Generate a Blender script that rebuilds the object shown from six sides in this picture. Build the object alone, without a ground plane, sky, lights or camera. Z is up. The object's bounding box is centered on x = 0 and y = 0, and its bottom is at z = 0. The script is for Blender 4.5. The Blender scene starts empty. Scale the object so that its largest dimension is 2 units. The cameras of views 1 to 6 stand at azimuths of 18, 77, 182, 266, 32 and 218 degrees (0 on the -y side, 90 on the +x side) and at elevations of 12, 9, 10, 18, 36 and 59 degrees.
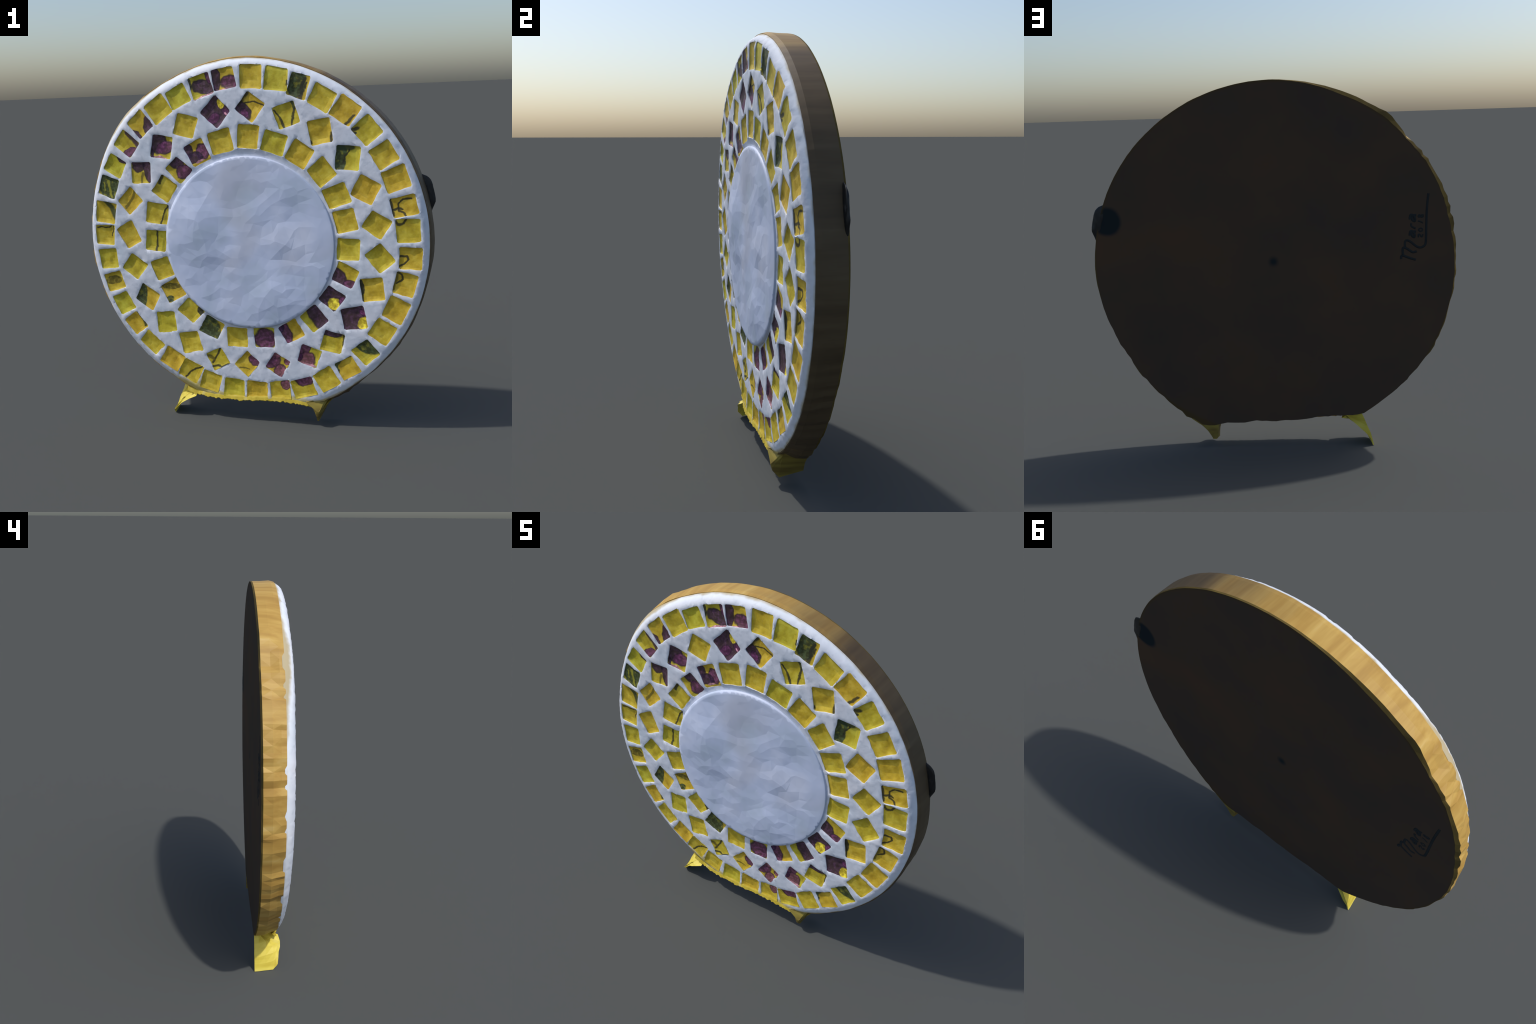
"""Round mosaic mirror standing on edge: wooden disc, white grout, three rings of
glazed tile chips round a dull mirror, dark back with a handwritten mark, two
flared remnants of its stand below."""
import bpy, bmesh, math, random
from mathutils import Vector, noise
from mathutils.geometry import delaunay_2d_cdt

random.seed(11)
RND = random.Random(5)

# ------------------------------------------------------------------ sizes (m)
HUB = (0.006, 1.0256)         # centre the tile rings are laid out round (x, z)
BOARD_HUB = (0.001, 1.028)    # centre of the wooden disc
BOARD_R = 0.966
BACK_Y = 0.098
GROUT_HUB = (0.003, 1.034)
GROUT_R = 0.953
FACE_Y = -0.066               # grout surface
MIRROR_R = 0.466

# Rings of chips.  Each chip: clock angle from the top (deg), distance from the
# hub, twist against the radius (deg), width, height, and the painted pattern on
# it as strokes and petals in chip millimetres:
#   (colour, half width, [points])              brush stroke
#   (colour, x, y, radius x, radius y, turn)    petal or leaf blob
OUTER_RING = [
    (3.3, 0.868, 1, 0.117, 0.122, []),
    (12.1, 0.869, 4, 0.125, 0.118, [('dark', 4.0, [(60, -3), (61, -28)])]),
    (20.3, 0.864, 3, 0.099, 0.118, [('green', -14, 9, 47, 78, 4), ('dark', 10.1, [(19, 37), (17, -2), (25, -57)]), ('dark', 5.4, [(37, 23), (34, -3)])]),
    (29.2, 0.857, -1, 0.125, 0.115, []),
    (38.0, 0.864, 2, 0.121, 0.118, [('dark', 8.1, [(48, 6), (45, -33), (40, -55)])]),
    (47.7, 0.865, -1, 0.123, 0.115, [('dark', 10.7, [(-53, -53), (-38, -28)]), ('dark', -33, -54, 11, 9, 47)]),
    (57.5, 0.859, -1, 0.112, 0.119, []),
    (66.5, 0.852, -3, 0.121, 0.122, []),
    (76.0, 0.847, -2, 0.109, 0.126, [('dark', 5.4, [(-32, 37), (-36, -4), (-17, -28), (16, -31), (37, -6), (55, 3)]), ('dark', 5.4, [(12, -65), (2, -34), (14, -11)]), ('dark', 7.4, [(-49, -59), (36, -61)])]),
    (84.4, 0.846, -3, 0.121, 0.123, [('dark', 6.7, [(-50, -58), (-30, -46), (-39, -20), (-56, -10)])]),
    (94.0, 0.855, 3, 0.113, 0.117, [('dark', 5.7, [(-6, -54), (-10, -24), (7, -13), (24, -32), (41, -55)])]),
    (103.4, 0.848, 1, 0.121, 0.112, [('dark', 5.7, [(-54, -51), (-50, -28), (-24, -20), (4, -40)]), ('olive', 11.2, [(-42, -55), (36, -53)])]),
    (113.3, 0.848, -2, 0.124, 0.110, []),
    (122.7, 0.839, 1, 0.118, 0.113, []),
    (132.5, 0.847, -6, 0.110, 0.112, [('green', -23, -24, 78, 42, 118)]),
    (142.0, 0.846, -7, 0.109, 0.103, [('green', 9.6, [(55, -46), (-5, -57), (-57, -54)]), ('green', 53, -19, 11, 26, 173)]),
    (151.1, 0.844, 4, 0.112, 0.112, []),
    (161.0, 0.847, -1, 0.125, 0.105, [('purple', -18, -40, 49, 32, 166)]),
    (170.1, 0.835, -4, 0.113, 0.103, [('plum', -34, -29, 28, 29, 147)]),
    (179.1, 0.833, -2, 0.121, 0.104, []),
    (188.4, 0.841, 3, 0.118, 0.112, []),
    (198.1, 0.844, 1, 0.117, 0.107, []),
    (206.9, 0.840, -0, 0.120, 0.113, [('dark', 5.1, [(16, 49), (-6, -12), (-49, -60)])]),
    (215.7, 0.835, 5, 0.122, 0.108, []),
    (225.8, 0.846, 5, 0.121, 0.093, []),
    (235.6, 0.846, 1, 0.116, 0.098, [('green', 8.3, [(49, -55), (-3, -50), (-39, -39)])]),
    (244.8, 0.844, 2, 0.115, 0.106, []),
    (254.0, 0.846, 0, 0.105, 0.114, [('olive', 6, 4, 51, 22, -95)]),
    (263.0, 0.842, -1, 0.113, 0.114, []),
    (272.5, 0.845, 0, 0.115, 0.115, [('dark', 3.8, [(39, 49), (39, -5), (54, -39)]), ('dark', 3.2, [(51, -51), (-4, -42)])]),
    (281.3, 0.846, 3, 0.120, 0.123, [('green', 18.1, [(62, 7), (35, -30), (-20, -61)])]),
    (291.1, 0.856, 1, 0.112, 0.107, [('green', 6, -0, 68, 82, -48), ('lime', 6.6, [(24, 15), (-9, -4), (-48, -29)]), ('lime', 3.6, [(10, 37), (-24, 17)])]),
    (299.3, 0.860, -1, 0.103, 0.112, [('purple', 57, -20, 34, 20, -94)]),
    (308.8, 0.861, -0, 0.104, 0.120, [('purple', 13.6, [(51, 35), (43, -20), (34, -59)]), ('plum', -22, -43, 48, 22, -30)]),
    (317.9, 0.864, -1, 0.113, 0.116, [('purple', 30, -34, 30, 53, -38), ('purple', -54, -28, 35, 15, -86)]),
    (326.9, 0.857, 2, 0.122, 0.118, []),
    (335.6, 0.857, 0, 0.117, 0.104, []),
    (345.0, 0.861, 2, 0.119, 0.116, [('purple', 13, -11, 62, 34, -26), ('plum', 57, 32, 19, 40, -10), ('pink', 2, -59, 69, 8, 1), ('dark', -57, 29, 12, 35, -5)]),
    (353.8, 0.868, 2, 0.122, 0.109, [('purple', -48, -7, 26, 69, -6), ('plum', 28, -25, 46, 36, -11), ('pink', -1, -62, 62, 9, 0)]),
]
MIDDLE_RING = [
    (348.1, 0.711, -55, 0.119, 0.123, [('purple', -0, 3, 107, 100, 41), ('yellow', -10, 50, 21, 27, 64), ('plum', 15, -35, 37, 24, 88), ('plum', 44, 34, 24, 16, 3), ('pink', 45, 27, 10, 5, 3)]),
    (3.3, 0.716, -36, 0.118, 0.119, [('purple', -24, -37, 56, 31, -9), ('dark', 14.8, [(-68, -30), (-57, 49)]), ('dark', 4.4, [(-39, 1), (4, 35), (60, 50)]), ('plum', -6, -44, 26, 15, -11)]),
    (19.2, 0.710, -54, 0.119, 0.122, [('dark', 5.4, [(-43, -56), (3, -37), (59, -31)]), ('green', 7.4, [(-63, 44), (-21, 51)]), ('dark', 6.0, [(-21, 51), (18, 27), (59, 9)])]),
    (34.8, 0.708, -47, 0.123, 0.118, [('dark', 7.4, [(16, 55), (60, 51)]), ('dark', 4.7, [(27, -64), (52, -52)]), ('olive', 4.0, [(-56, -60), (28, -61)])]),
    (50.3, 0.706, 46, 0.122, 0.121, [('green', -41, -8, 32, 80, -5), ('green', 16.8, [(-57, 48), (20, 52)]), ('dark', 4.0, [(1, 39), (-27, -33)])]),
    (65.5, 0.697, 38, 0.123, 0.118, []),
    (80.8, 0.691, 48, 0.122, 0.111, []),
    (95.1, 0.704, 45, 0.122, 0.109, []),
    (109.1, 0.695, 116, 0.119, 0.124, [('dark', -56, 14, 18, 40, 3), ('dark', 4.5, [(-57, 59), (-55, -57)])]),
    (124.5, 0.684, 135, 0.123, 0.119, [('purple', -6, 1, 114, 113, -7), ('yellow', 48, -39, 40, 39, 13), ('plum', 53, 23, 25, 17, -29)]),
    (139.7, 0.689, 126, 0.111, 0.115, [('purple', -20, 50, 59, 26, 4), ('dark', 5.7, [(52, 52), (51, -4)])]),
    (153.0, 0.691, 133, 0.112, 0.104, [('purple', -44, 31, 48, 32, 71), ('plum', -4, -26, 40, 44, -9), ('purple', -53, -28, 20, 21, 23), ('pink', 21, -49, 33, 8, 8)]),
    (168.7, 0.685, 136, 0.102, 0.106, [('purple', -31, -9, 47, 31, 56), ('plum', 36, -28, 34, 39, 37), ('plum', -36, 40, 25, 24, 36), ('plum', 38, 42, 20, 15, 37)]),
    (183.5, 0.682, 141, 0.101, 0.111, [('purple', 22, 45, 35, 30, 15), ('olive', 3.8, [(-14, -49), (32, -16)])]),
    (197.9, 0.694, 135, 0.104, 0.105, [('dark', 6.4, [(-55, 47), (-23, 15), (8, -40)]), ('dark', 6.4, [(25, -54), (53, -3), (60, 46)]), ('olive', 9.6, [(-34, -49), (-9, -26)])]),
    (212.6, 0.682, -137, 0.116, 0.117, []),
    (227.8, 0.687, -128, 0.114, 0.121, []),
    (242.5, 0.690, -150, 0.122, 0.109, [('green', -39, -21, 38, 93, 22)]),
    (258.0, 0.691, -139, 0.117, 0.112, []),
    (273.3, 0.696, -149, 0.126, 0.105, []),
    (288.7, 0.712, -119, 0.109, 0.117, [('olive', 7.9, [(-16, 54), (1, 16), (10, -50)])]),
    (302.8, 0.708, -57, 0.113, 0.117, [('purple', -17, 40, 33, 37, 4), ('purple', 39, 14, 23, 65, 10), ('olive', 7.3, [(10, -4), (-6, -57)])]),
    (318.2, 0.699, -51, 0.117, 0.127, [('purple', -25, 20, 48, 58, 8), ('plum', 17, -2, 52, 32, 26), ('pink', -11, -62, 53, 11, 1), ('purple', -49, -52, 7, 31, 9)]),
    (333.1, 0.706, -42, 0.116, 0.116, []),
]
INNER_RING = [
    (2.4, 0.563, -4, 0.118, 0.125, []),
    (16.9, 0.555, -1, 0.124, 0.113, []),
    (32.2, 0.554, -1, 0.122, 0.120, []),
    (47.0, 0.555, -5, 0.114, 0.118, []),
    (61.9, 0.544, -6, 0.111, 0.125, []),
    (76.2, 0.538, -1, 0.122, 0.120, []),
    (92.0, 0.539, 0, 0.116, 0.123, []),
    (106.9, 0.541, -10, 0.108, 0.118, [('purple', 28, -35, 52, 37, 75), ('plum', 37, 49, 37, 26, 93)]),
    (122.4, 0.528, -3, 0.101, 0.111, [('purple', -3, -3, 109, 112, 128), ('yellow', 21, 28, 32, 32, 128), ('plum', -22, 53, 22, 20, 128)]),
    (139.1, 0.531, -1, 0.112, 0.116, [('purple', -28, 2, 46, 84, 174)]),
    (155.4, 0.527, 5, 0.119, 0.108, [('plum', 46, -12, 40, 77, 170), ('purple', 49, -44, 20, 27, 153)]),
    (172.9, 0.525, -6, 0.116, 0.114, [('plum', -6, 12, 58, 57, -178)]),
    (189.7, 0.536, 10, 0.117, 0.110, []),
    (206.1, 0.533, -2, 0.120, 0.105, [('green', 18, 11, 63, 88, -125)]),
    (222.5, 0.528, 2, 0.120, 0.102, [('dark', -42, -37, 19, 25, -137)]),
    (238.9, 0.532, -4, 0.111, 0.117, [('green', -39, 45, 27, 18, -96), ('olive', 26, 2, 66, 18, -115)]),
    (253.5, 0.531, 4, 0.115, 0.105, []),
    (270.7, 0.537, -5, 0.116, 0.119, [('dark', 6.4, [(64, -6), (-53, -5)])]),
    (287.2, 0.541, 8, 0.114, 0.125, [('dark', 4.8, [(51, -58), (5, -35), (-54, -30)])]),
    (302.9, 0.549, -2, 0.120, 0.110, [('dark', 9.1, [(50, 53), (5, 47)])]),
    (316.7, 0.546, 3, 0.103, 0.117, [('purple', 25, 39, 41, 38, -47), ('plum', 13, -32, 44, 37, -46)]),
    (332.0, 0.551, -2, 0.117, 0.121, [('purple', -50, 34, 26, 37, -8), ('plum', 25, -6, 36, 40, -8), ('purple', -35, -14, 52, 27, -8), ('pink', -12, -45, 26, 8, -3)]),
    (346.8, 0.559, 2, 0.128, 0.122, []),
]

# ------------------------------------------------------------------ helpers
ROOT = bpy.data.objects.new("mosaic_mirror", None)
bpy.context.scene.collection.objects.link(ROOT)
ROOT["label"] = "round mirror framed with yellow and purple mosaic tile chips"
ROOT["category"] = "mirror"


def add(name, verts, faces, mats, smooth=False, parent=ROOT, loc=(0, 0, 0), ry=0.0, slots=None):
    me = bpy.data.meshes.new(name)
    me.from_pydata(verts, [], faces)
    for m in mats:
        me.materials.append(m)
    if slots:
        me.polygons.foreach_set("material_index", slots)
    bm = bmesh.new()
    bm.from_mesh(me)
    bmesh.ops.recalc_face_normals(bm, faces=bm.faces)
    bm.to_mesh(me)
    bm.free()
    if smooth:
        me.polygons.foreach_set("use_smooth", [True] * len(me.polygons))
    me.update()
    ob = bpy.data.objects.new(name, me)
    ob.location = loc
    ob.rotation_euler = (0, ry, 0)
    ob.parent = parent
    bpy.context.scene.collection.objects.link(ob)
    return ob


def n3(x, y, z, s, seed=0.0):
    return noise.noise(Vector((x * s + seed, y * s - seed, z * s + 2 * seed)))


def lerp_table(t, x):
    if x <= t[0][0]:
        return t[0][1]
    for (a, b), (c, d) in zip(t, t[1:]):
        if x <= c:
            return b + (d - b) * (x - a) / (c - a)
    return t[-1][1]


# ------------------------------------------------------------------ materials
class Nodes:
    """Small builder for node trees."""

    def __init__(self, tree):
        self.t = tree

    def new(self, kind, **props):
        n = self.t.nodes.new(kind)
        for k, v in props.items():
            setattr(n, k, v)
        return n

    def put(self, sock, v):
        if isinstance(v, bpy.types.NodeSocket):
            self.t.links.new(v, sock)
        elif v is not None:
            sock.default_value = v

    def math(self, op, a, b=None, c=None, clamp=False):
        n = self.new("ShaderNodeMath", operation=op, use_clamp=clamp)
        for s, v in zip(n.inputs, (a, b, c)):
            self.put(s, v)
        return n.outputs[0]

    def vec(self, op, a, b=None, scale=None):
        n = self.new("ShaderNodeVectorMath", operation=op)
        self.put(n.inputs[0], a)
        if b is not None:
            self.put(n.inputs[1], b)
        if scale is not None:
            self.put(n.inputs["Scale"], scale)
        return n.outputs["Value"] if op in ("LENGTH", "DOT_PRODUCT", "DISTANCE") else n.outputs["Vector"]

    def noise(self, vector, scale, detail=3, rough=0.5):
        n = self.new("ShaderNodeTexNoise")
        self.put(n.inputs["Vector"], vector)
        n.inputs["Scale"].default_value = scale
        n.inputs["Detail"].default_value = detail
        n.inputs["Roughness"].default_value = rough
        return n

    def scale(self, vector, s):
        n = self.new("ShaderNodeMapping")
        self.put(n.inputs["Vector"], vector)
        n.inputs["Scale"].default_value = s
        return n.outputs[0]

    def ramp(self, fac, stops):
        n = self.new("ShaderNodeValToRGB")
        self.put(n.inputs[0], fac)
        e = n.color_ramp.elements
        while len(e) < len(stops):
            e.new(0.5)
        for el, (p, c) in zip(e, stops):
            el.position = p
            el.color = (*c, 1) if len(c) == 3 else c
        return n.outputs[0]

    def smooth(self, v, lo, hi, to0=0.0, to1=1.0):
        n = self.new("ShaderNodeMapRange", interpolation_type="SMOOTHSTEP")
        for s, x in zip(n.inputs, (v, lo, hi, to0, to1)):
            self.put(s, x)
        return n.outputs[0]


def mixc(g, fac, a, b, kind="MIX"):
    n = g.new("ShaderNodeMix", data_type="RGBA", blend_type=kind)
    g.put(n.inputs[0], fac)
    for s, v in ((n.inputs[6], a), (n.inputs[7], b)):
        if isinstance(v, tuple):
            v = (*v[:3], 1.0)
        g.put(s, v)
    return n.outputs[2]


def material(name, rough=0.6, spec=0.3):
    m = bpy.data.materials.new(name)
    m.use_nodes = True
    g = Nodes(m.node_tree)
    b = m.node_tree.nodes["Principled BSDF"]
    b.inputs["Roughness"].default_value = rough
    b.inputs["Specular IOR Level"].default_value = spec
    return m, g, b


def bump(g, b, height, strength, dist):
    n = g.new("ShaderNodeBump")
    n.inputs["Strength"].default_value = strength
    n.inputs["Distance"].default_value = dist
    g.put(n.inputs["Height"], height)
    g.put(b.inputs["Normal"], n.outputs[0])


def obj_coord(g):
    return g.new("ShaderNodeTexCoord").outputs["Object"]


def blob_group():
    t = bpy.data.node_groups.new("blob_mask", "ShaderNodeTree")
    for nm, kind in (("P", "NodeSocketVector"), ("Centre", "NodeSocketVector"), ("Turn", "NodeSocketFloat"), ("Radii", "NodeSocketVector")):
        t.interface.new_socket(nm, in_out="INPUT", socket_type=kind)
    t.interface.new_socket("Mask", in_out="OUTPUT", socket_type="NodeSocketFloat")
    t.interface.new_socket("Rim", in_out="OUTPUT", socket_type="NodeSocketFloat")
    g = Nodes(t)
    i, o = g.new("NodeGroupInput"), g.new("NodeGroupOutput")
    d = g.vec("SUBTRACT", i.outputs["P"], i.outputs["Centre"])
    r = g.new("ShaderNodeVectorRotate", rotation_type="Y_AXIS")
    g.put(r.inputs["Vector"], d)
    g.put(r.inputs["Angle"], i.outputs["Turn"])
    q = g.vec("DIVIDE", r.outputs[0], i.outputs["Radii"])
    ln = g.vec("LENGTH", q)
    g.put(o.inputs["Mask"], g.smooth(ln, 0.90, 1.10, 1.0, 0.0))
    g.put(o.inputs["Rim"], g.smooth(ln, 0.72, 0.96))
    return t


def stroke_group():
    t = bpy.data.node_groups.new("stroke_mask", "ShaderNodeTree")
    for nm, kind in (("P", "NodeSocketVector"), ("A", "NodeSocketVector"), ("AB", "NodeSocketVector"), ("Half width", "NodeSocketFloat")):
        t.interface.new_socket(nm, in_out="INPUT", socket_type=kind)
    t.interface.new_socket("Mask", in_out="OUTPUT", socket_type="NodeSocketFloat")
    g = Nodes(t)
    i, o = g.new("NodeGroupInput"), g.new("NodeGroupOutput")
    pa = g.vec("SUBTRACT", i.outputs["P"], i.outputs["A"])
    h = g.math("DIVIDE", g.vec("DOT_PRODUCT", pa, i.outputs["AB"]), g.vec("DOT_PRODUCT", i.outputs["AB"], i.outputs["AB"]), clamp=True)
    near = g.vec("SCALE", i.outputs["AB"], scale=h)
    d = g.vec("DISTANCE", pa, near)
    w = i.outputs["Half width"]
    g.put(o.inputs["Mask"], g.smooth(d, g.math("MULTIPLY", w, 0.55), g.math("ADD", g.math("MULTIPLY", w, 1.2), 0.0015), 1.0, 0.0))
    return t


BLOB, STROKE = blob_group(), stroke_group()

GLAZE = {
    "yellow": (0.56, 0.425, 0.030),
    "lime": (0.33, 0.31, 0.035),
    "olive": (0.16, 0.125, 0.018),
    "purple": (0.045, 0.017, 0.048),
    "plum": (0.105, 0.028, 0.080),
    "mauve": (0.165, 0.055, 0.090),
    "pink": (0.40, 0.20, 0.24),
    "green": (0.032, 0.052, 0.024),
    "dark": (0.030, 0.030, 0.018),
}


def glaze(pattern):
    """Mustard glaze with the chip's own painted strokes and petals."""
    m, g, b = material("painted_glaze" if pattern else "mustard_glaze", 0.5, 0.3)
    p = obj_coord(g)
    info = g.new("ShaderNodeObjectInfo").outputs["Random"]
    off = g.new("ShaderNodeCombineXYZ")
    g.put(off.inputs[1], g.math("MULTIPLY", info, 40.0))
    q = g.vec("ADD", p, off.outputs[0])
    cloud = g.noise(q, 22, 3).outputs[0]
    col = g.ramp(cloud, [(0.28, (0.40, 0.29, 0.018)), (0.50, GLAZE["yellow"]), (0.70, (0.68, 0.55, 0.06))])
    warm = g.ramp(info, [(0.0, (0.86, 1.0, 0.9)), (0.5, (0.98, 0.97, 1.0)), (1.0, (1.07, 0.93, 1.0))])
    col = mixc(g, 1.0, col, warm, "MULTIPLY")
    fine = g.noise(q, 90, 2).outputs[0]
    col = mixc(g, g.smooth(fine, 0.45, 0.75, 0.0, 0.10), col, (0.62, 0.52, 0.2))
    if pattern:
        wob = g.noise(q, 26, 2)
        w = g.vec("SCALE", g.vec("SUBTRACT", wob.outputs["Color"], (0.5, 0.5, 0.5)), scale=0.024)
        flat = g.vec("MULTIPLY", g.vec("ADD", p, w), (1, 0, 1))
        for s in pattern:
            c = GLAZE[s[0]]
            if len(s) == 3:
                mask = None
                for (ax, ay), (bx, by) in zip(s[2], s[2][1:]):
                    n = g.new("ShaderNodeGroup")
                    n.node_tree = STROKE
                    g.put(n.inputs["P"], flat)
                    n.inputs["A"].default_value = (ax / 1e3, 0, ay / 1e3)
                    n.inputs["AB"].default_value = ((bx - ax) / 1e3, 0, (by - ay) / 1e3)
                    n.inputs["Half width"].default_value = s[1] / 1e3
                    mask = n.outputs[0] if mask is None else g.math("MAXIMUM", mask, n.outputs[0])
                col = mixc(g, g.math("MULTIPLY", mask, 0.92), col, c)
            else:
                n = g.new("ShaderNodeGroup")
                n.node_tree = BLOB
                g.put(n.inputs["P"], flat)
                n.inputs["Centre"].default_value = (s[1] / 1e3, 0, s[2] / 1e3)
                n.inputs["Turn"].default_value = math.radians(s[5])
                grow = 1.12 if s[0] in ("purple", "plum", "mauve") else 1.0
                n.inputs["Radii"].default_value = (s[3] * grow / 1e3, 1, s[4] * grow / 1e3)
                shade = g.ramp(g.noise(q, 60, 3).outputs[0], [(0.3, tuple(x * 0.6 for x in c)), (0.5, c), (0.66, tuple(min(1, x * 2.0) for x in c))])
                if s[0] in ("purple", "plum", "mauve"):
                    shade = mixc(g, g.math("MULTIPLY", n.outputs[1], 0.8), shade, (0.016, 0.010, 0.018))
                if s[0] == "green":
                    shade = mixc(g, g.smooth(g.noise(q, 38, 3).outputs[0], 0.50, 0.70, 0.0, 0.6), shade, GLAZE["lime"])
                col = mixc(g, g.math("MULTIPLY", n.outputs[0], 0.95), col, shade)
    g.put(b.inputs["Base Color"], col)
    bump(g, b, g.noise(q, 60, 2).outputs[0], 0.25, 0.004)
    return m


def grout_material():
    m, g, b = material("white_grout", 0.7, 0.25)
    p = obj_coord(g)
    col = g.ramp(g.noise(p, 6, 4).outputs[0], [(0.3, (0.56, 0.62, 0.71)), (0.55, (0.64, 0.67, 0.75)), (0.75, (0.70, 0.71, 0.77))])
    dirt = g.smooth(g.noise(p, 28, 4, 0.6).outputs[0], 0.52, 0.72, 0.0, 0.45)
    col = mixc(g, dirt, col, (0.42, 0.47, 0.55))
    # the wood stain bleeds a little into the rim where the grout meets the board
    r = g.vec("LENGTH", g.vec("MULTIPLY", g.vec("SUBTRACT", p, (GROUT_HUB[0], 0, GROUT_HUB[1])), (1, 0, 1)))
    col = mixc(g, g.smooth(r, 0.925, 0.945, 0.0, 0.7), col, (0.70, 0.75, 0.81))  # paler rim: sunlight on the lip kept in the grout colour
    edge = g.smooth(g.math("ADD", r, g.math("MULTIPLY", g.noise(p, 14, 2).outputs[0], 0.02)), 0.952, 0.966, 0.0, 0.8)
    col = mixc(g, edge, col, (0.36, 0.27, 0.09))
    # and yellow glaze has smeared over the grout along the cut bottom edge
    z = g.new("ShaderNodeSeparateXYZ")
    g.put(z.inputs[0], p)
    low = g.math("ADD", z.outputs[2], g.math("MULTIPLY", g.noise(p, 18, 2).outputs[0], 0.05))
    smear = g.smooth(low, 0.165, 0.20, 0.75, 0.0)
    low_rim = g.math("MULTIPLY", g.smooth(r, 0.878, 0.900), g.smooth(low, 0.235, 0.285, 0.85, 0.0))
    low_rim = g.math("MULTIPLY", low_rim, g.smooth(z.outputs[0], 0.24, 0.34, 1.0, 0.0))
    smear = g.math("MAXIMUM", smear, low_rim)
    corner = g.vec("LENGTH", g.vec("MULTIPLY", g.vec("SUBTRACT", p, (-0.37, 0, 0.17)), (1, 0, 1)))
    corner = g.math("ADD", corner, g.math("MULTIPLY", g.noise(p, 12, 2).outputs[0], 0.08))
    smear = g.math("MAXIMUM", smear, g.smooth(corner, 0.07, 0.16, 0.8, 0.0))
    col = mixc(g, smear, col, (0.50, 0.40, 0.07))
    g.put(b.inputs["Base Color"], col)
    bump(g, b, g.noise(p, 45, 3, 0.5).outputs[0], 0.16, 0.006)
    return m


def mirror_material():
    m, g, b = material("dull_silver_glass", 0.5, 0.35)
    p = obj_coord(g)
    patch = g.noise(p, 5, 3).outputs[0]
    col = g.ramp(patch, [(0.30, (0.44, 0.52, 0.65)), (0.5, (0.52, 0.59, 0.77)), (0.72, (0.65, 0.71, 0.88))])
    tan = g.smooth(g.noise(g.vec("ADD", p, (3, 1, 7)), 3.2, 1).outputs[0], 0.50, 0.72, 0.0, 0.4)
    col = mixc(g, tan, col, (0.42, 0.42, 0.46))
    g.put(b.inputs["Base Color"], col)
    bump(g, b, g.noise(p, 26, 2).outputs[0], 0.06, 0.006)
    return m


def wood_material():
    m, g, b = material("golden_wood_edge", 0.55, 0.3)
    p = obj_coord(g)
    grain = g.noise(g.scale(p, (17, 1.6, 17)), 1.0, 4, 0.55).outputs[0]
    col = g.ramp(grain, [(0.2, (0.27, 0.15, 0.036)), (0.45, (0.39, 0.235, 0.055)), (0.62, (0.48, 0.315, 0.085)), (0.8, (0.56, 0.41, 0.17))])
    # browner wood towards the right, darkened further with shade baked into the colour
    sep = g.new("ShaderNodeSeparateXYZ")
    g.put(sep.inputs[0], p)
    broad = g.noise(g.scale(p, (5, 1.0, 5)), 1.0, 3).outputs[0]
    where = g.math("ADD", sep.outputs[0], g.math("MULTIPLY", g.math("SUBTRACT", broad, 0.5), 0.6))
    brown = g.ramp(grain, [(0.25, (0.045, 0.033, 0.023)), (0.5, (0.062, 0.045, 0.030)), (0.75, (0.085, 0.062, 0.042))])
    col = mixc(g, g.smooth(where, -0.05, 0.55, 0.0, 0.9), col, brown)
    g.put(b.inputs["Base Color"], col)
    bump(g, b, grain, 0.15, 0.004)
    return m


def back_material():
    m, g, b = material("dark_back", 0.85, 0.04)  # dark brown over the whole back
    p = obj_coord(g)
    col = g.ramp(g.noise(p, 2.2, 4).outputs[0], [(0.3, (0.060, 0.046, 0.036)), (0.55, (0.076, 0.051, 0.034)), (0.75, (0.090, 0.053, 0.032))])
    wob = g.math("MULTIPLY", g.noise(p, 9, 2).outputs[0], 0.012)

    def spot(cx, cz, r, soft):
        d = g.vec("LENGTH", g.vec("MULTIPLY", g.vec("SUBTRACT", p, (cx, 0, cz)), (1, 0, 1)))
        return g.smooth(g.math("ADD", d, wob), r - soft + 0.006, r + soft + 0.006, 1.0, 0.0)

    col = mixc(g, spot(0.005, 1.048, 0.024, 0.016), col, (0.018, 0.024, 0.026))
    col = mixc(g, spot(0.885, 1.286, 0.076, 0.014), col, (0.016, 0.022, 0.025))
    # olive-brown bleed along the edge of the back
    r = g.vec("LENGTH", g.vec("MULTIPLY", g.vec("SUBTRACT", p, (BOARD_HUB[0], 0, BOARD_HUB[1])), (1, 0, 1)))
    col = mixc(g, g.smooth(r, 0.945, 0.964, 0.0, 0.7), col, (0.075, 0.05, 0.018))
    g.put(b.inputs["Base Color"], col)
    return m


def plain(name, stops, scale, rough=0.6, spec=0.3, stretch=(1, 1, 1)):
    m, g, b = material(name, rough, spec)
    p = g.scale(obj_coord(g), stretch)
    n = g.noise(p, scale, 3).outputs[0]
    g.put(b.inputs["Base Color"], g.ramp(n, stops))
    bump(g, b, n, 0.25, 0.003)
    return m


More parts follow.
